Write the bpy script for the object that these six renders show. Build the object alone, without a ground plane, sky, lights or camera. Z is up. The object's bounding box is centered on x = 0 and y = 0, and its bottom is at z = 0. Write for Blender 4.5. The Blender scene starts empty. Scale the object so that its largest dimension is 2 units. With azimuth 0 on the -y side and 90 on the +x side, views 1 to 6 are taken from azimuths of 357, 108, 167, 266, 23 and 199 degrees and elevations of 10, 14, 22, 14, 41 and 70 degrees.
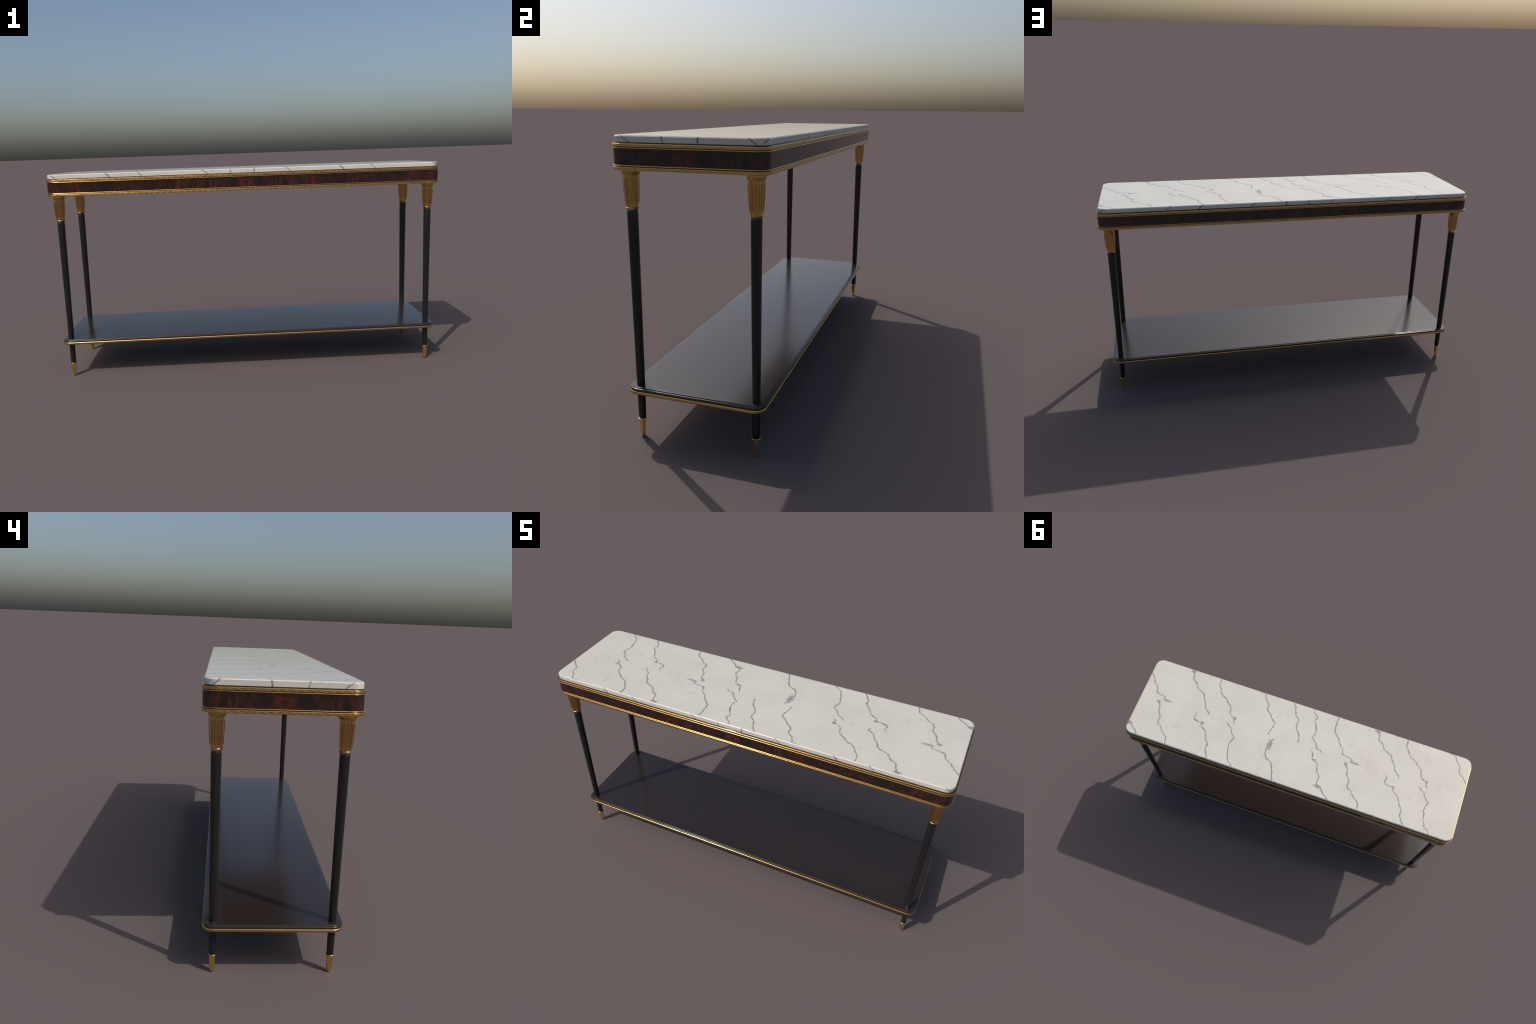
"""Console table: marble slab on a burl-veneered frieze with gilt mouldings, four slender black
legs with gilt reeded capitals and foot caps, and a black lacquered lower shelf with a gilt edge."""
import bpy, bmesh, math
from mathutils import Vector

TAU = math.tau

# ------------------------------------------------------------------ sizes (metres)
FRIEZE_X, FRIEZE_Y, CORNER = 0.9960, 0.2624, 0.046      # half length, half depth, corner radius
SLAB_X, SLAB_Y, SLAB_R = 0.9920, 0.2582, 0.0435
SHELF_X, SHELF_Y, SHELF_R = 0.9860, 0.2504, 0.0425
LEG_X, LEG_Y = 0.9455, 0.2140
MARBLE_PERIOD = 1.176                                    # the slab pattern repeats along x


# ------------------------------------------------------------------ node helpers
class Nodes:
    def __init__(self, name):
        self.mat = bpy.data.materials.new(name)
        self.mat.use_nodes = True
        self.t = self.mat.node_tree
        self.t.nodes.clear()
        self.out = self.t.nodes.new("ShaderNodeOutputMaterial")
        self.bsdf = self.t.nodes.new("ShaderNodeBsdfPrincipled")
        self.t.links.new(self.bsdf.outputs[0], self.out.inputs[0])

    def put(self, socket, v):
        if isinstance(v, bpy.types.NodeSocket):
            self.t.links.new(v, socket)
        elif v is not None:
            socket.default_value = v

    def math(self, op, a, b=None, c=None, clamp=False):
        n = self.t.nodes.new("ShaderNodeMath")
        n.operation = op
        n.use_clamp = clamp
        for i, v in enumerate((a, b, c)):
            self.put(n.inputs[i], v)
        return n.outputs[0]

    def vec(self, op, a, b=None, c=None, scale=None):
        n = self.t.nodes.new("ShaderNodeVectorMath")
        n.operation = op
        for i, v in enumerate((a, b, c)):
            self.put(n.inputs[i], v)
        if scale is not None:
            self.put(n.inputs["Scale"], scale)
        return n.outputs["Value"] if op in ("LENGTH", "DISTANCE", "DOT_PRODUCT") else n.outputs[0]

    def xyz(self, v):
        n = self.t.nodes.new("ShaderNodeSeparateXYZ")
        self.put(n.inputs[0], v)
        return n.outputs[0], n.outputs[1], n.outputs[2]

    def join(self, x, y, z):
        n = self.t.nodes.new("ShaderNodeCombineXYZ")
        for i, v in enumerate((x, y, z)):
            self.put(n.inputs[i], v)
        return n.outputs[0]

    def coords(self):
        return self.t.nodes.new("ShaderNodeTexCoord").outputs["Object"]

    def normal(self):
        return self.t.nodes.new("ShaderNodeNewGeometry").outputs["Normal"]

    def noise(self, v, scale, detail=2.0, rough=0.5, distortion=0.0, color=False):
        n = self.t.nodes.new("ShaderNodeTexNoise")
        self.put(n.inputs["Vector"], v)
        n.inputs["Scale"].default_value = scale
        n.inputs["Detail"].default_value = detail
        n.inputs["Roughness"].default_value = rough
        n.inputs["Distortion"].default_value = distortion
        return n.outputs["Color" if color else "Fac"]

    def ramp(self, f, stops, interp="LINEAR"):
        n = self.t.nodes.new("ShaderNodeValToRGB")
        n.color_ramp.interpolation = interp
        el = n.color_ramp.elements
        while len(el) > 1:
            el.remove(el[-1])
        el[0].position, el[0].color = stops[0][0], (*stops[0][1], 1)
        for p, c in stops[1:]:
            e = el.new(p)
            e.color = (*c, 1)
        self.put(n.inputs[0], f)
        return n.outputs[0]

    def mix(self, f, a, b):
        n = self.t.nodes.new("ShaderNodeMix")
        n.data_type = "RGBA"
        self.put(n.inputs[0], f)
        self.put(n.inputs[6], a if isinstance(a, bpy.types.NodeSocket) else (*a, 1))
        self.put(n.inputs[7], b if isinstance(b, bpy.types.NodeSocket) else (*b, 1))
        return n.outputs[2]

    def rng(self, f, a, b, lo=0.0, hi=1.0, smooth=False):
        n = self.t.nodes.new("ShaderNodeMapRange")
        n.interpolation_type = "SMOOTHSTEP" if smooth else "LINEAR"
        for i, v in enumerate((f, a, b, lo, hi)):
            self.put(n.inputs[i], v)
        return n.outputs[0]

    def curves3(self, v, three):
        """three curves at once: red, green and blue each map 0..1 to 0..1"""
        n = self.t.nodes.new("ShaderNodeRGBCurve")
        for ch, pts in enumerate(three):
            c = n.mapping.curves[ch]
            while len(c.points) > 2:
                c.points.remove(c.points[1])
            pts = sorted(pts)
            c.points[0].location = pts[0]
            c.points[-1].location = pts[-1]
            for p in pts[1:-1]:
                c.points.new(*p)
            for p in c.points:
                p.handle_type = "AUTO_CLAMPED" if len(pts) < 9 else "VECTOR"
        n.mapping.update()
        self.put(n.inputs["Color"], v)
        return n.outputs[0]

    def curve(self, f, pts):
        n = self.t.nodes.new("ShaderNodeFloatCurve")
        c = n.mapping.curves[0]
        pts = sorted(pts)
        c.points[0].location = pts[0]
        c.points[-1].location = pts[-1]
        for p in pts[1:-1]:
            c.points.new(*p)
        n.mapping.update()
        self.put(n.inputs["Value"], f)
        return n.outputs[0]

    def bump(self, h, strength, distance):
        n = self.t.nodes.new("ShaderNodeBump")
        n.inputs["Strength"].default_value = strength
        n.inputs["Distance"].default_value = distance
        self.put(n.inputs["Height"], h)
        self.put(self.bsdf.inputs["Normal"], n.outputs[0])

    def surface(self, color, rough, metallic=0.0, **more):
        b = self.bsdf
        self.put(b.inputs["Base Color"], color if isinstance(color, bpy.types.NodeSocket) else (*color, 1))
        self.put(b.inputs["Roughness"], rough)
        self.put(b.inputs["Metallic"], metallic)
        for k, v in more.items():
            self.put(b.inputs[k.replace("_", " ")], v)
        return self.mat


# ------------------------------------------------------------------ materials
# Spines of the grey veins as (x, y) control points on the slab, back strands then front strands.
VEIN_SPINES = [
    [(.772, -.262), (.746, -.239), (.733, -.195), (.707, -.179), (.684, -.147), (.658, -.136), (.636, -.124),
     (.626, -.098), (.602, -.071), (.594, -.042), (.564, -.019), (.564, -.001)],
    [(.572, -.262), (.570, -.211), (.552, -.192), (.544, -.172), (.523, -.152), (.496, -.139), (.480, -.122),
     (.450, -.097), (.443, -.064), (.431, -.048), (.406, -.037), (.402, -.012), (.387, -.002)],
    [(.330, -.262), (.315, -.255), (.285, -.249), (.267, -.213), (.246, -.198), (.241, -.157), (.210, -.131),
     (.194, -.110), (.172, -.091), (.168, -.075), (.177, -.039), (.183, -.002)],
    [(.112, -.262), (.085, -.227), (.072, -.187), (.043, -.155), (.044, -.119), (.035, -.094), (.015, -.073),
     (.003, -.047), (.001, -.018)],
    [(-.022, -.262), (-.029, -.237), (-.055, -.213), (-.052, -.183), (-.071, -.144), (-.080, -.108), (-.072, -.076),
     (-.095, -.052), (-.118, -.021), (-.143, -.013), (-.160, -.001)],
    [(-.177, -.262), (-.176, -.213), (-.182, -.158), (-.216, -.122), (-.230, -.097), (-.260, -.070), (-.266, -.042),
     (-.281, -.034), (-.308, -.030), (-.327, -.025), (-.332, -.015), (-.330, -.006), (-.377, -.001)],
    [(.641, .000), (.625, .010), (.633, .037), (.624, .050), (.606, .0555), (.577, .060), (.569, .078), (.537, .101),
     (.515, .145), (.493, .172), (.498, .199), (.477, .237), (.464, .262)],
    [(.444, .001), (.421, .017), (.400, .029), (.389, .055), (.364, .081), (.374, .111), (.375, .134), (.367, .174),
     (.357, .196), (.352, .220), (.325, .239), (.308, .262)],
    [(.139, .004), (.152, .028), (.149, .057), (.163, .085), (.151, .125), (.139, .139), (.108, .149), (.090, .187),
     (.062, .262)],
    [(-.089, .001), (-.106, .020), (-.113, .050), (-.137, .060), (-.151, .071), (-.158, .110), (-.184, .140),
     (-.180, .177), (-.186, .193), (-.209, .203), (-.226, .221), (-.245, .234), (-.275, .262)],
    [(-.291, .002), (-.306, .019), (-.320, .035), (-.327, .070), (-.351, .103), (-.349, .132), (-.358, .151),
     (-.381, .161), (-.396, .184), (-.433, .211), (-.448, .262)],
]
# feathery patches where a vein breaks up: (x, y, radius x, radius y)
VEIN_CLUSTERS = [(.152, .052, .022, .048), (-.192, .199, .030, .016), (.752, -.246, .026, .012),
                 (-.350, -.008, .036, .011), (.404, -.037, .012, .015), (-.303, .014, .016, .013),
                 (.575, .056, .016, .013), (-.124, .053, .018, .010)]
# veins on the edges: place along the edge at the top, lean over the edge's height, half width
EDGE_VEINS = [(-.697, .021, .0028), (-.539, .024, .0019), (-.216, .026, .0018),
              (-.078, .006, .0020), (.045, -.002, .0034), (.205, .025, .0019)]


def marble_material():
    m = Nodes("veined_white_marble")
    p = m.coords()
    nx, ny, nz = m.xyz(m.normal())
    half = MARBLE_PERIOD / 2
    wander = m.vec("ADD", m.vec("MULTIPLY_ADD", m.noise(p, 60, 2, color=True), (.0140, .0080, .005), (-.0070, -.0040, -.0025)),
                   m.vec("MULTIPLY_ADD", m.noise(p, 200, 2, color=True), (.0060, .0060, .003), (-.0030, -.0030, -.0015)))
    x, y, z = m.xyz(m.vec("ADD", p, wander))
    thick = m.math("MULTIPLY_ADD", m.noise(p, 60, 3, 0.65), .0056, -.0027)
    yn = m.math("MULTIPLY_ADD", y, 1 / .54, .5)
    step = .0045
    span = .6
    spines = VEIN_SPINES + [VEIN_SPINES[3]]
    vein = None
    for g in range(0, 12, 3):
        trio = spines[g:g + 3]
        base = [s[len(s) // 2][0] for s in trio]
        shape = [[((py + .27) / .54, .5 + (px - b) / span) for px, py in s] for s, b in zip(trio, base)]
        width = []
        for s in trio:
            a, b = (s[0][1] + .27) / .54, (s[-1][1] + .27) / .54
            on, off = .42, 0.0
            w = [(0.0, off if a > .03 else on), (1.0, off if b < .97 else on)]
            if a > .03:
                w += [(a - .006, off), (a + .004, .30), (a + .05, on)]
            else:
                w += [(.3, on)]
            if b < .97:
                w += [(b - .05, on), (b - .004, .30), (b + .006, off)]
            else:
                w += [(.8, on)]
            width.append(w)
        here = m.curves3(m.join(yn, yn, yn), shape)
        yn2 = m.math("ADD", yn, step)
        ahead = m.curves3(m.join(yn2, yn2, yn2), shape)
        wide = m.curves3(m.join(yn, yn, yn), width)
        off = m.vec("SUBTRACT", m.join(x, x, x), m.vec("MULTIPLY_ADD", here, (span,) * 3, tuple(b - .5 * span for b in base)))
        off = m.vec("ABSOLUTE", m.vec("WRAP", off, (half,) * 3, (-half,) * 3))
        slope = m.vec("SCALE", m.vec("SUBTRACT", ahead, here), scale=span / (step * .54))
        for d, s, w in zip(m.xyz(off), m.xyz(slope), m.xyz(wide)):
            d = m.math("DIVIDE", d, m.math("SQRT", m.math("MULTIPLY_ADD", s, s, 1.0)))
            w = m.math("ADD", m.math("MULTIPLY_ADD", w, .010, -.0017), thick)
            one = m.math("MULTIPLY_ADD", m.math("SUBTRACT", w, d), 1 / .0026, .5, clamp=True)
            halo = m.math("MULTIPLY_ADD", m.math("SUBTRACT", w, d), .20 / .0060, .16)
            one = m.math("MAXIMUM", one, m.math("MULTIPLY", halo, m.math("GREATER_THAN", w, 0.0), clamp=True))
            vein = one if vein is None else m.math("MAXIMUM", vein, one)
    # feathery clusters
    feather = m.noise(m.vec("MULTIPLY", p, (1.0, 2.2, 1.0)), 110, 3, 0.65, 0.6)
    cluster = None
    for cx, cy, rx, ry in VEIN_CLUSTERS:
        d = m.vec("WRAP", m.join(m.math("SUBTRACT", x, cx), m.math("SUBTRACT", y, cy), 0.0), (half,) * 3, (-half,) * 3)
        d = m.vec("LENGTH", m.vec("MULTIPLY", d, (1 / rx, 1 / ry, 0)))
        cluster = d if cluster is None else m.math("MINIMUM", cluster, d)
    near = m.rng(cluster, 1.0, 0.0)
    cluster = m.rng(m.math("MULTIPLY_ADD", near, .34, feather), .52, .70, smooth=True)
    cluster = m.math("MULTIPLY", cluster, m.rng(near, .02, .25))
    vein = m.math("MAXIMUM", vein, m.math("MULTIPLY", cluster, .8))
    # edges of the slab
    along = m.math("GREATER_THAN", m.math("ABSOLUTE", ny), m.math("ABSOLUTE", nx))
    s = m.math("ADD", m.math("MULTIPLY", x, along), m.math("MULTIPLY", y, m.math("SUBTRACT", 1.0, along)))
    drop = m.math("SUBTRACT", 1.057, z)
    edge = None
    for g in (0, 3):
        trio = EDGE_VEINS[g:g + 3]
        lean = tuple(l / .020 for _, l, _ in trio)
        d = m.vec("SUBTRACT", m.join(s, s, s), m.vec("MULTIPLY_ADD", m.join(drop, drop, drop), lean, tuple(q for q, _, _ in trio)))
        d = m.vec("ABSOLUTE", m.vec("WRAP", d, (half,) * 3, (-half,) * 3))
        d = m.vec("MULTIPLY", d, tuple(1 / math.hypot(1, l) for l in lean))
        d = m.vec("SUBTRACT", tuple(w for _, _, w in trio), d)
        for q in m.xyz(d):
            one = m.math("MULTIPLY_ADD", m.math("MULTIPLY_ADD", thick, .4, q), 1 / .0024, .5, clamp=True)
            edge = one if edge is None else m.math("MAXIMUM", edge, one)
    is_top = m.rng(m.math("ABSOLUTE", nz), .80, .95)
    vein = m.math("ADD", m.math("MULTIPLY", vein, is_top), m.math("MULTIPLY", edge, m.math("SUBTRACT", 1.0, is_top)))
    # cloudy ground and hairlines
    cloud = m.noise(p, 5.5, 3, 0.55)
    ground = m.mix(m.rng(cloud, .35, .65), (.588, .560, .490), (.630, .602, .528))
    thread = m.math("ABSOLUTE", m.math("SUBTRACT", m.noise(m.vec("MULTIPLY", p, (1.5, .8, 1.0)), 5.0, 5, 0.52, 0.4), .5))
    thread = m.math("MULTIPLY", m.rng(thread, .0060, .0015), m.rng(m.noise(p, 7, 1), .36, .55))
    ground = m.mix(m.math("MULTIPLY", thread, .38), ground, (.42, .36, .29))
    specks = m.rng(m.noise(p, 85, 2, 0.6), .70, .80)
    ground = m.mix(m.math("MULTIPLY", specks, .22), ground, (.42, .37, .30))
    tone = m.mix(m.noise(p, 30, 2), (.135, .129, .129), (.225, .217, .213))
    color = m.mix(m.math("MULTIPLY", vein, .90), ground, tone)
    return m.surface(color, .12)


def burl_material(name="burl_veneer", lift=0.0):
    """Book-matched dark red burl: the figure mirrors about the middle of every face."""
    m = Nodes(name)
    p = m.coords()
    nx, ny, nz = m.xyz(m.normal())
    x, y, z = m.xyz(p)
    along = m.math("GREATER_THAN", m.math("ABSOLUTE", ny), m.math("ABSOLUTE", nx))
    s = m.math("ADD", m.math("MULTIPLY", x, along), m.math("MULTIPLY", y, m.math("SUBTRACT", 1.0, along)))
    s = m.math("PINGPONG", s, MARBLE_PERIOD / 2)
    q = m.join(s, 0.0, z)
    sway = m.noise(q, 26, 3, 0.6, color=True)
    sx, _, sz = m.xyz(m.vec("MULTIPLY_ADD", sway, (.058, 0, .05), (-.029, 0, -.025)))
    lean = m.math("MULTIPLY", m.math("SUBTRACT", z, .992), .16)
    warped = m.math("ADD", m.math("ADD", s, sx), lean)
    figure = m.curve(m.math("DIVIDE", warped, .588), [
        (0, .70), (.055, .84), (.072, .34), (.11, .20), (.16, .42), (.21, .42), (.245, .44), (.26, .76), (.28, .20),
        (.31, .74), (.335, .14), (.36, .60), (.41, .66), (.44, .34), (.47, .55), (.53, .70), (.58, .62), (.62, .54),
        (.66, .34), (.70, .28), (.735, .52), (.76, .16), (.84, .28), (.88, .22), (.90, .46), (1.0, .42)])
    flow = m.join(warped, 0.0, m.math("ADD", m.math("MULTIPLY", z, .32), sz))
    streak = m.noise(flow, 78, 1.6, 0.5, 0.4)
    patch = m.noise(m.vec("MULTIPLY", m.join(warped, 0.0, z), (1.0, 1.0, .8)), 46, 1.6, 0.5, 0.9)
    f = m.math("MULTIPLY_ADD", m.math("SUBTRACT", streak, .5), 1.25, m.math("MULTIPLY", figure, .72))
    f = m.math("MULTIPLY_ADD", m.math("SUBTRACT", patch, .5), .85, f)
    f = m.math("MULTIPLY_ADD", m.rng(z, .967, 1.018), -.10, f)
    f = m.math("ADD", f, .15 + lift)
    fine = m.noise(m.vec("MULTIPLY", q, (1.0, 1.0, .25)), 420, 2, 0.6)
    f = m.math("MULTIPLY_ADD", m.math("SUBTRACT", fine, .5), .20, f)
    color = m.ramp(f, [(.02, (.0105, .0073, .0067)), (.28, (.0180, .0098, .0078)), (.50, (.0300, .0123, .0084)),
                       (.62, (.0440, .0130, .0085)), (.78, (.0740, .0165, .0097))])
    m.bsdf.inputs["IOR"].default_value = 1.6
    return m.surface(color, .06)


def gold_material(name, dark, light, grain=0.0, rough_mid=.20):
    m = Nodes(name)
    p = m.coords()
    tarnish = m.noise(p, 18, 3, 0.6)
    color = m.mix(tarnish, dark, light)
    if grain:                                   # groove shade painted into the colour of the chased lines
        pit = m.rng(m.t.nodes.new("ShaderNodeNewGeometry").outputs["Pointiness"], .497, .480, 0.0, .85)
        color = m.mix(pit, color, (.16, .085, .025))
    rough = m.rng(m.noise(p, 60, 2), .3, .7, rough_mid - .03, rough_mid + .03)
    if grain:
        m.bump(m.noise(p, 420, 2, 0.6), grain, .0010)
    return m.surface(color, rough, 1.0)


def lacquer_material(name, color, rough, ior=1.5):
    m = Nodes(name)
    p = m.coords()
    c = m.mix(m.noise(p, 12, 2), color, tuple(v * 1.15 for v in color))
    m.bsdf.inputs["IOR"].default_value = ior
    r = m.rng(m.noise(p, 8, 2), .3, .7, rough * .97, rough * 1.03)
    return m.surface(c, r)


MARBLE = marble_material()
BURL = burl_material()
BURL_LEDGE = burl_material("burl_veneer_ledge", .12)  # same veneer with its colour lightened for sun falling on the ledge
GOLD = gold_material("gilt_brass", (.92, .645, .225), (.98, .715, .265))
GOLD_TRIM = gold_material("gilt_trim", (.64, .425, .138), (.72, .485, .164))
GOLD_CAPITAL = gold_material("dark_gilt_brass", (.61, .395, .125), (.70, .465, .16))
GOLD_CHASED = gold_material("chased_gilt_brass", (.63, .40, .122), (.72, .47, .155), 0.12, .22)
BLACK_SHELF = lacquer_material("black_shelf_lacquer", (.0215, .0145, .0125), .19, 1.62)
BLACK_LEG = lacquer_material("black_leg_lacquer", (.0115, .0110, .0108), .20)


# ------------------------------------------------------------------ mesh helpers
def finish(name, bm, mat, angle=35):
    bmesh.ops.recalc_face_normals(bm, faces=bm.faces)
    me = bpy.data.meshes.new(name)
    bm.to_mesh(me)
    bm.free()
    me.materials.append(mat)
    me.polygons.foreach_set("use_smooth", [True] * len(me.polygons))
    me.set_sharp_from_angle(angle=math.radians(angle))
    me.update()
    return me


def add(name, me, parent, loc=(0, 0, 0), rot=(0, 0, 0)):
    o = bpy.data.objects.new(name, me)
    bpy.context.scene.collection.objects.link(o)
    o.parent = parent
    o.location, o.rotation_euler = loc, rot
    return o


def round_rect(hx, hy, r, seg=14, pitch=None):
    """Outline points with outward normals and running length, anticlockwise from the front middle."""
    pts = []

    def line(a, b, n):
        length = math.dist(a, b)
        k = max(1, int(round(length / pitch))) if pitch else 1
        for i in range(k):
            t = i / k
            pts.append(((a[0] + (b[0] - a[0]) * t, a[1] + (b[1] - a[1]) * t), n))

    def arc(cx, cy, a0):
        k = max(seg, int(r * math.pi / 2 / pitch)) if pitch else seg
        for i in range(k):
            a = a0 + math.pi / 2 * i / k
            pts.append(((cx + r * math.cos(a), cy + r * math.sin(a)), (math.cos(a), math.sin(a))))

    line((0, -hy), (hx - r, -hy), (0, -1))
    arc(hx - r, -hy + r, -math.pi / 2)
    line((hx, -hy + r), (hx, hy - r), (1, 0))
    arc(hx - r, hy - r, 0)
    line((hx - r, hy), (-hx + r, hy), (0, 1))
    arc(-hx + r, hy - r, math.pi / 2)
    line((-hx, hy - r), (-hx, -hy + r), (-1, 0))
    arc(-hx + r, -hy + r, math.pi)
    line((-hx + r, -hy), (0, -hy), (0, -1))
    run, out = 0.0, []
    for i, (p, n) in enumerate(pts):
        if i:
            run += math.dist(p, pts[i - 1][0])
        out.append((p, n, run))
    total = run + math.dist(pts[-1][0], pts[0][0])
    return out, total


def sweep(outline, profile, cap=True, closed=False, relief=None):
    """Carry a profile of (outward offset, z) round an outline; cap closes the first and last rings,
    closed joins the profile back on itself."""
    bm = bmesh.new()
    rings = []
    for d, z in profile:
        ring = []
        for (px, py), (nx, ny), run in outline:
            e = d + (relief(run, d, z) if relief else 0.0)
            ring.append(bm.verts.new((px + nx * e, py + ny * e, z)))
        rings.append(ring)
    n = len(outline)
    pairs = list(zip(rings, rings[1:])) + ([(rings[-1], rings[0])] if closed else [])
    for a, b in pairs:
        for i in range(n):
            j = (i + 1) % n
            bm.faces.new((a[i], a[j], b[j], b[i]))
    if cap and not closed:
        bm.faces.new(list(reversed(rings[0])))
        bm.faces.new(rings[-1])
    return bm


def lathe(profile, seg=48, relief=None, bm=None):
    bm = bm or bmesh.new()
    rings = []
    for r, z in profile:
        ring = []
        for i in range(seg):
            a = TAU * i / seg
            e = r + (relief(a, z) if relief else 0.0)
            ring.append(bm.verts.new((e * math.cos(a), e * math.sin(a), z)))
        rings.append(ring)
    for a, b in zip(rings, rings[1:]):
        for i in range(seg):
            j = (i + 1) % seg
            bm.faces.new((a[i], a[j], b[j], b[i]))
    bm.faces.new(list(reversed(rings[0])))
    bm.faces.new(rings[-1])
    return bm


def quarter(cx, cz, r, a0, a1, n=5):
    return [(cx + r * math.cos(math.radians(a0 + (a1 - a0) * i / n)), cz + r * math.sin(math.radians(a0 + (a1 - a0) * i / n)))
            for i in range(n + 1)]


# ------------------------------------------------------------------ the table
table = bpy.data.objects.new("console_table", None)
bpy.context.scene.collection.objects.link(table)
table["label"] = "long console table, white marble top, gilt mouldings, slender black legs"
table["category"] = "console table"

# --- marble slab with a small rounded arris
outline, _ = round_rect(SLAB_X, SLAB_Y, SLAB_R, 16)
profile = ([(-.0006, 1.0364), (0, 1.0370), (0, 1.0544), (-.0034, 1.0578), (-.0070, 1.0578)])
add("marble_top", finish("marble_top", sweep(outline, profile), MARBLE, 30), table)

# --- frieze: veneered body with a ledge, and the recessed bed the slab lies on
outline, _ = round_rect(FRIEZE_X, FRIEZE_Y, CORNER, 16)
profile = [(-.0010, .9510), (0, .9516), (0, .9536), (0, 1.0316)]
frieze = add("frieze", finish("frieze", sweep(outline, profile), BURL, 30), table)
profile = [(-.0200, 1.0310), (.0001, 1.0310), (.0001, 1.0326)] + quarter(-.0019, 1.0326, .0020, 0, 90, 5)[1:] + [(-.0050, 1.0346), (-.0200, 1.0346)]
add("ledge", finish("ledge", sweep(outline, profile, closed=True), BURL_LEDGE, 30), frieze)
outline_bed, _ = round_rect(SLAB_X - .0010, SLAB_Y - .0010, SLAB_R - .001, 12)
add("slab_bed", finish("slab_bed", sweep(outline_bed, [(0, 1.0340), (0, 1.0370)]), BURL_LEDGE), frieze)

# --- chased gilt mouldings: a wavy line is cut into the face of each
WAVES = 168


def moulding(name, proud, z_bottom, z_top, round_top, round_bottom, shift):
    line, total = round_rect(FRIEZE_X, FRIEZE_Y, CORNER, 16, pitch=.00095)
    period = total / WAVES
    lo, hi = z_bottom + round_bottom, z_top - round_top
    mid, amp = (lo + hi) / 2, (hi - lo) / 2 * .92
    face = [(proud, lo + (hi - lo) * i / 16) for i in range(17)]
    prof = ([(-.0015, z_bottom)] + quarter(proud - round_bottom, lo, round_bottom, -90, 0, 5)[:-1] + face
            + quarter(proud - round_top, hi, round_top, 0, 90, 5)[1:] + [(-.0015, z_top)])

    def chase(run, d, z):
        if d < proud - 1e-6:
            return 0.0
        ph = TAU * (run - shift) / period
        tri = 2 / math.pi * math.asin(.97 * math.sin(ph))
        c = math.cos(ph)
        slope = 4 * amp / period * min(1.0, abs(c) * 2.2)
        gap = abs(z - mid - amp * tri) / math.hypot(1, slope)
        return -.00050 * math.exp(-(gap / .00066) ** 2)

    me = finish(name, sweep(line, prof, closed=True, relief=chase), GOLD_CHASED, 50)
    return add(name, me, frieze)


moulding("gilt_moulding", .0028, 1.0229, 1.0327, .0016, .0016, .019)
moulding("gilt_moulding", .0034, .9502, .9606, .0016, .0022, .019)

# --- fine gilt fillets beside the mouldings
outline, _ = round_rect(FRIEZE_X, FRIEZE_Y, CORNER, 16)
for z in (1.0193, .9648):
    prof = [(-.001, z - .0017)] + quarter(.0006, z, .0017, -90, 90, 8) + [(-.001, z + .0017)]
    add("gilt_fillet", finish("gilt_fillet", sweep(outline, prof, closed=True), GOLD_TRIM, 60), frieze)

# --- lower shelf: black board, its edge stepped and rounded, with a gilt band under it
outline, _ = round_rect(SHELF_X, SHELF_Y, SHELF_R, 16)
prof = ([(-.0020, .1795), (-.0006, .1800), (0, .1880), (0, .1950), (0, .1957)] + quarter(-.0032, .1957, .0032, 0, 80, 6)[1:]
        + [(-.0068, .1990), (-.0072, .1996)] + quarter(-.0090, .2002, .0016, 0, 90, 4) + [(-.0125, .2020)])
shelf = add("shelf", finish("shelf", sweep(outline, prof), BLACK_SHELF, 32), table)
prof = ([(-.004, .1783), (.0004, .1783)] + quarter(-.0012, .1815, .0030, -80, 0, 4)
        + quarter(-.0022, .1858, .0040, 0, 80, 6) + [(-.004, .1899)])
add("gilt_shelf_band", finish("gilt_shelf_band", sweep(outline, prof, closed=True), GOLD_TRIM, 50), shelf)

# --- legs
leg_prof = ([(.0088, .030), (.0110, .0560), (.0130, .0700)]
            + [(.0132 + (.0183 - .0132) * i / 6, .070 + (.8085 - .070) * i / 6) for i in range(1, 7)]
            + [(.0181, .8120), (.0177, .8155), (.0167, .8185), (.0152, .8215)])
leg_mesh = finish("leg", lathe(leg_prof, 48), BLACK_LEG, 60)

REEDS = 16


def flute(a, z):
    """shallow lobes between the reeds, dying out towards neck and foot of the capital"""
    if not .837 < z < .926:
        return 0.0
    k = min(1.0, (z - .837) / .006, (.926 - z) / .006)
    return -.0014 * k * (1 - abs(math.sin(a * REEDS / 2))) ** 1.5


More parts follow.
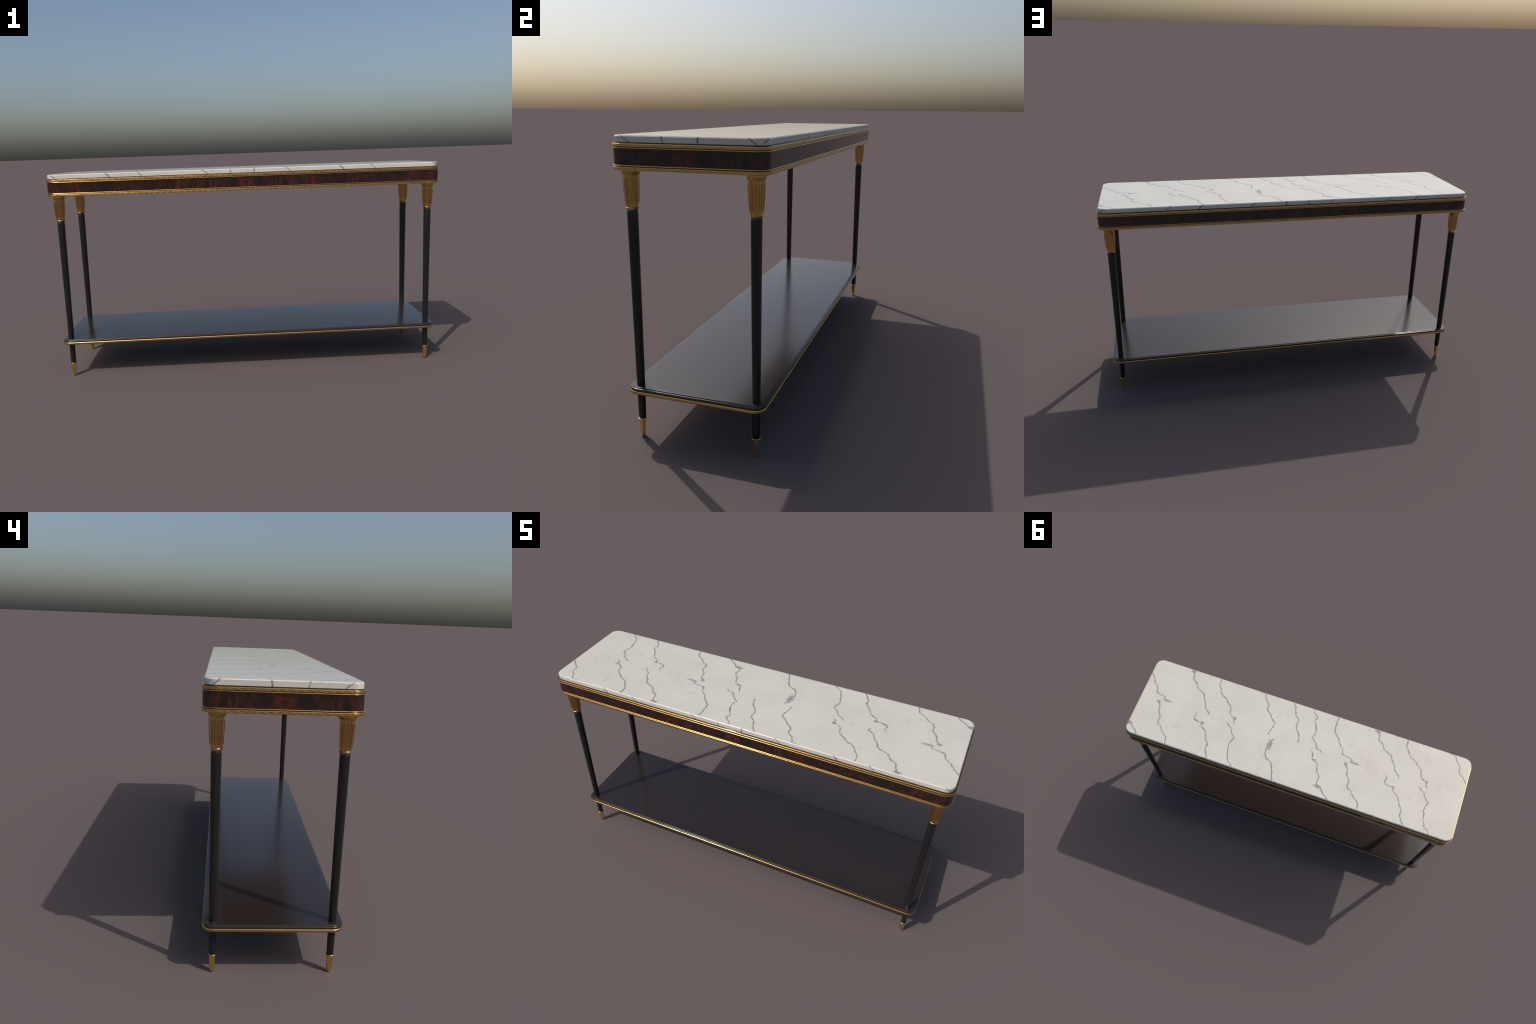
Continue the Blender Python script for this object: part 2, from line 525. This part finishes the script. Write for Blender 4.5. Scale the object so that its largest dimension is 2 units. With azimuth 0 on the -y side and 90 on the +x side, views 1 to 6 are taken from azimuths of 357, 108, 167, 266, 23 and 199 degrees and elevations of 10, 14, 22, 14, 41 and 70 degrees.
body = [(.0203 + .0027 * (t / 24) ** 1.1 + .0025 * max(0.0, (t - 19.5) / 4.5) ** 2, .8370 + .0925 * t / 24) for t in range(25)]
cap_prof = ([(.0150, .8192), (.0186, .8194), (.0200, .8215)] + quarter(.0192, .8258, .0027, -60, 75, 7)
            + [(.0203, .8305), (.0202, .8340)] + body
            + [(.0262, .9325), (.0275, .9355), (.0296, .9376), (.0304, .9382), (.0306, .9402), (.0299, .9408),
               (.0299, .9414), (.0307, .9422), (.0310, .9440), (.0310, .9502), (.0300, .9516)])
capital_mesh = finish("capital", lathe(cap_prof, 192, flute), GOLD_CAPITAL, 40)

# one reed: a thin rod standing a little clear of the body, with tapered ends
bm = bmesh.new()
rings, n_along = [], 18
for i in range(n_along + 1):
    t = i / n_along
    z = .8364 + (.9285 - .8364) * t
    r = .0224 + (.0271 - .0224) * t + .0005 * math.sin(math.pi * t)
    k = max(.12, min(1.0, math.sqrt(max(0.0, 1 - (abs(2 * t - 1) ** 10)))))
    sink = -.0012 * max(0.0, (t - .93) / .07)
    rings.append([bm.verts.new((r + sink + .0008 * k * math.cos(a), .0013 * k * math.sin(a), z))
                  for a in (TAU * j / 10 for j in range(10))])
for a, b in zip(rings, rings[1:]):
    for j in range(10):
        bm.faces.new((a[j], a[(j + 1) % 10], b[(j + 1) % 10], b[j]))
bm.faces.new(list(reversed(rings[0])))
bm.faces.new(rings[-1])
reed_mesh = finish("reed", bm, GOLD_CAPITAL, 60)

# ring of tiny beads under the collar
bm = bmesh.new()
for i in range(24):
    a = TAU * i / 24
    ball = bmesh.ops.create_icosphere(bm, subdivisions=2, radius=.0013)
    bmesh.ops.translate(bm, verts=ball["verts"], vec=(.0280 * math.cos(a), .0280 * math.sin(a), .9352))
bead_mesh = finish("beading", bm, GOLD_CAPITAL, 180)

foot_prof = ([(.0030, .0000), (.0064, .0003), (.0080, .0014), (.0090, .0036), (.0104, .0240), (.0125, .0575)]
             + [(.0133, .0655), (.0141, .0672)] + quarter(.0137, .0692, .0014, -60, 110, 8) + [(.0120, .0700)])
foot_mesh = finish("foot_cap", lathe(foot_prof, 48), GOLD, 40)

for sx in (-1, 1):
    for sy in (-1, 1):
        leg = add("leg", leg_mesh, table, (sx * LEG_X, sy * LEG_Y, 0))
        add("capital", capital_mesh, leg)
        add("foot_cap", foot_mesh, leg)
        beads = add("beading", bead_mesh, leg)
        beads["kind"] = "stuff"
        for i in range(REEDS):
            add("reed", reed_mesh, leg, rot=(0, 0, TAU * i / REEDS))

bpy.context.view_layer.update()
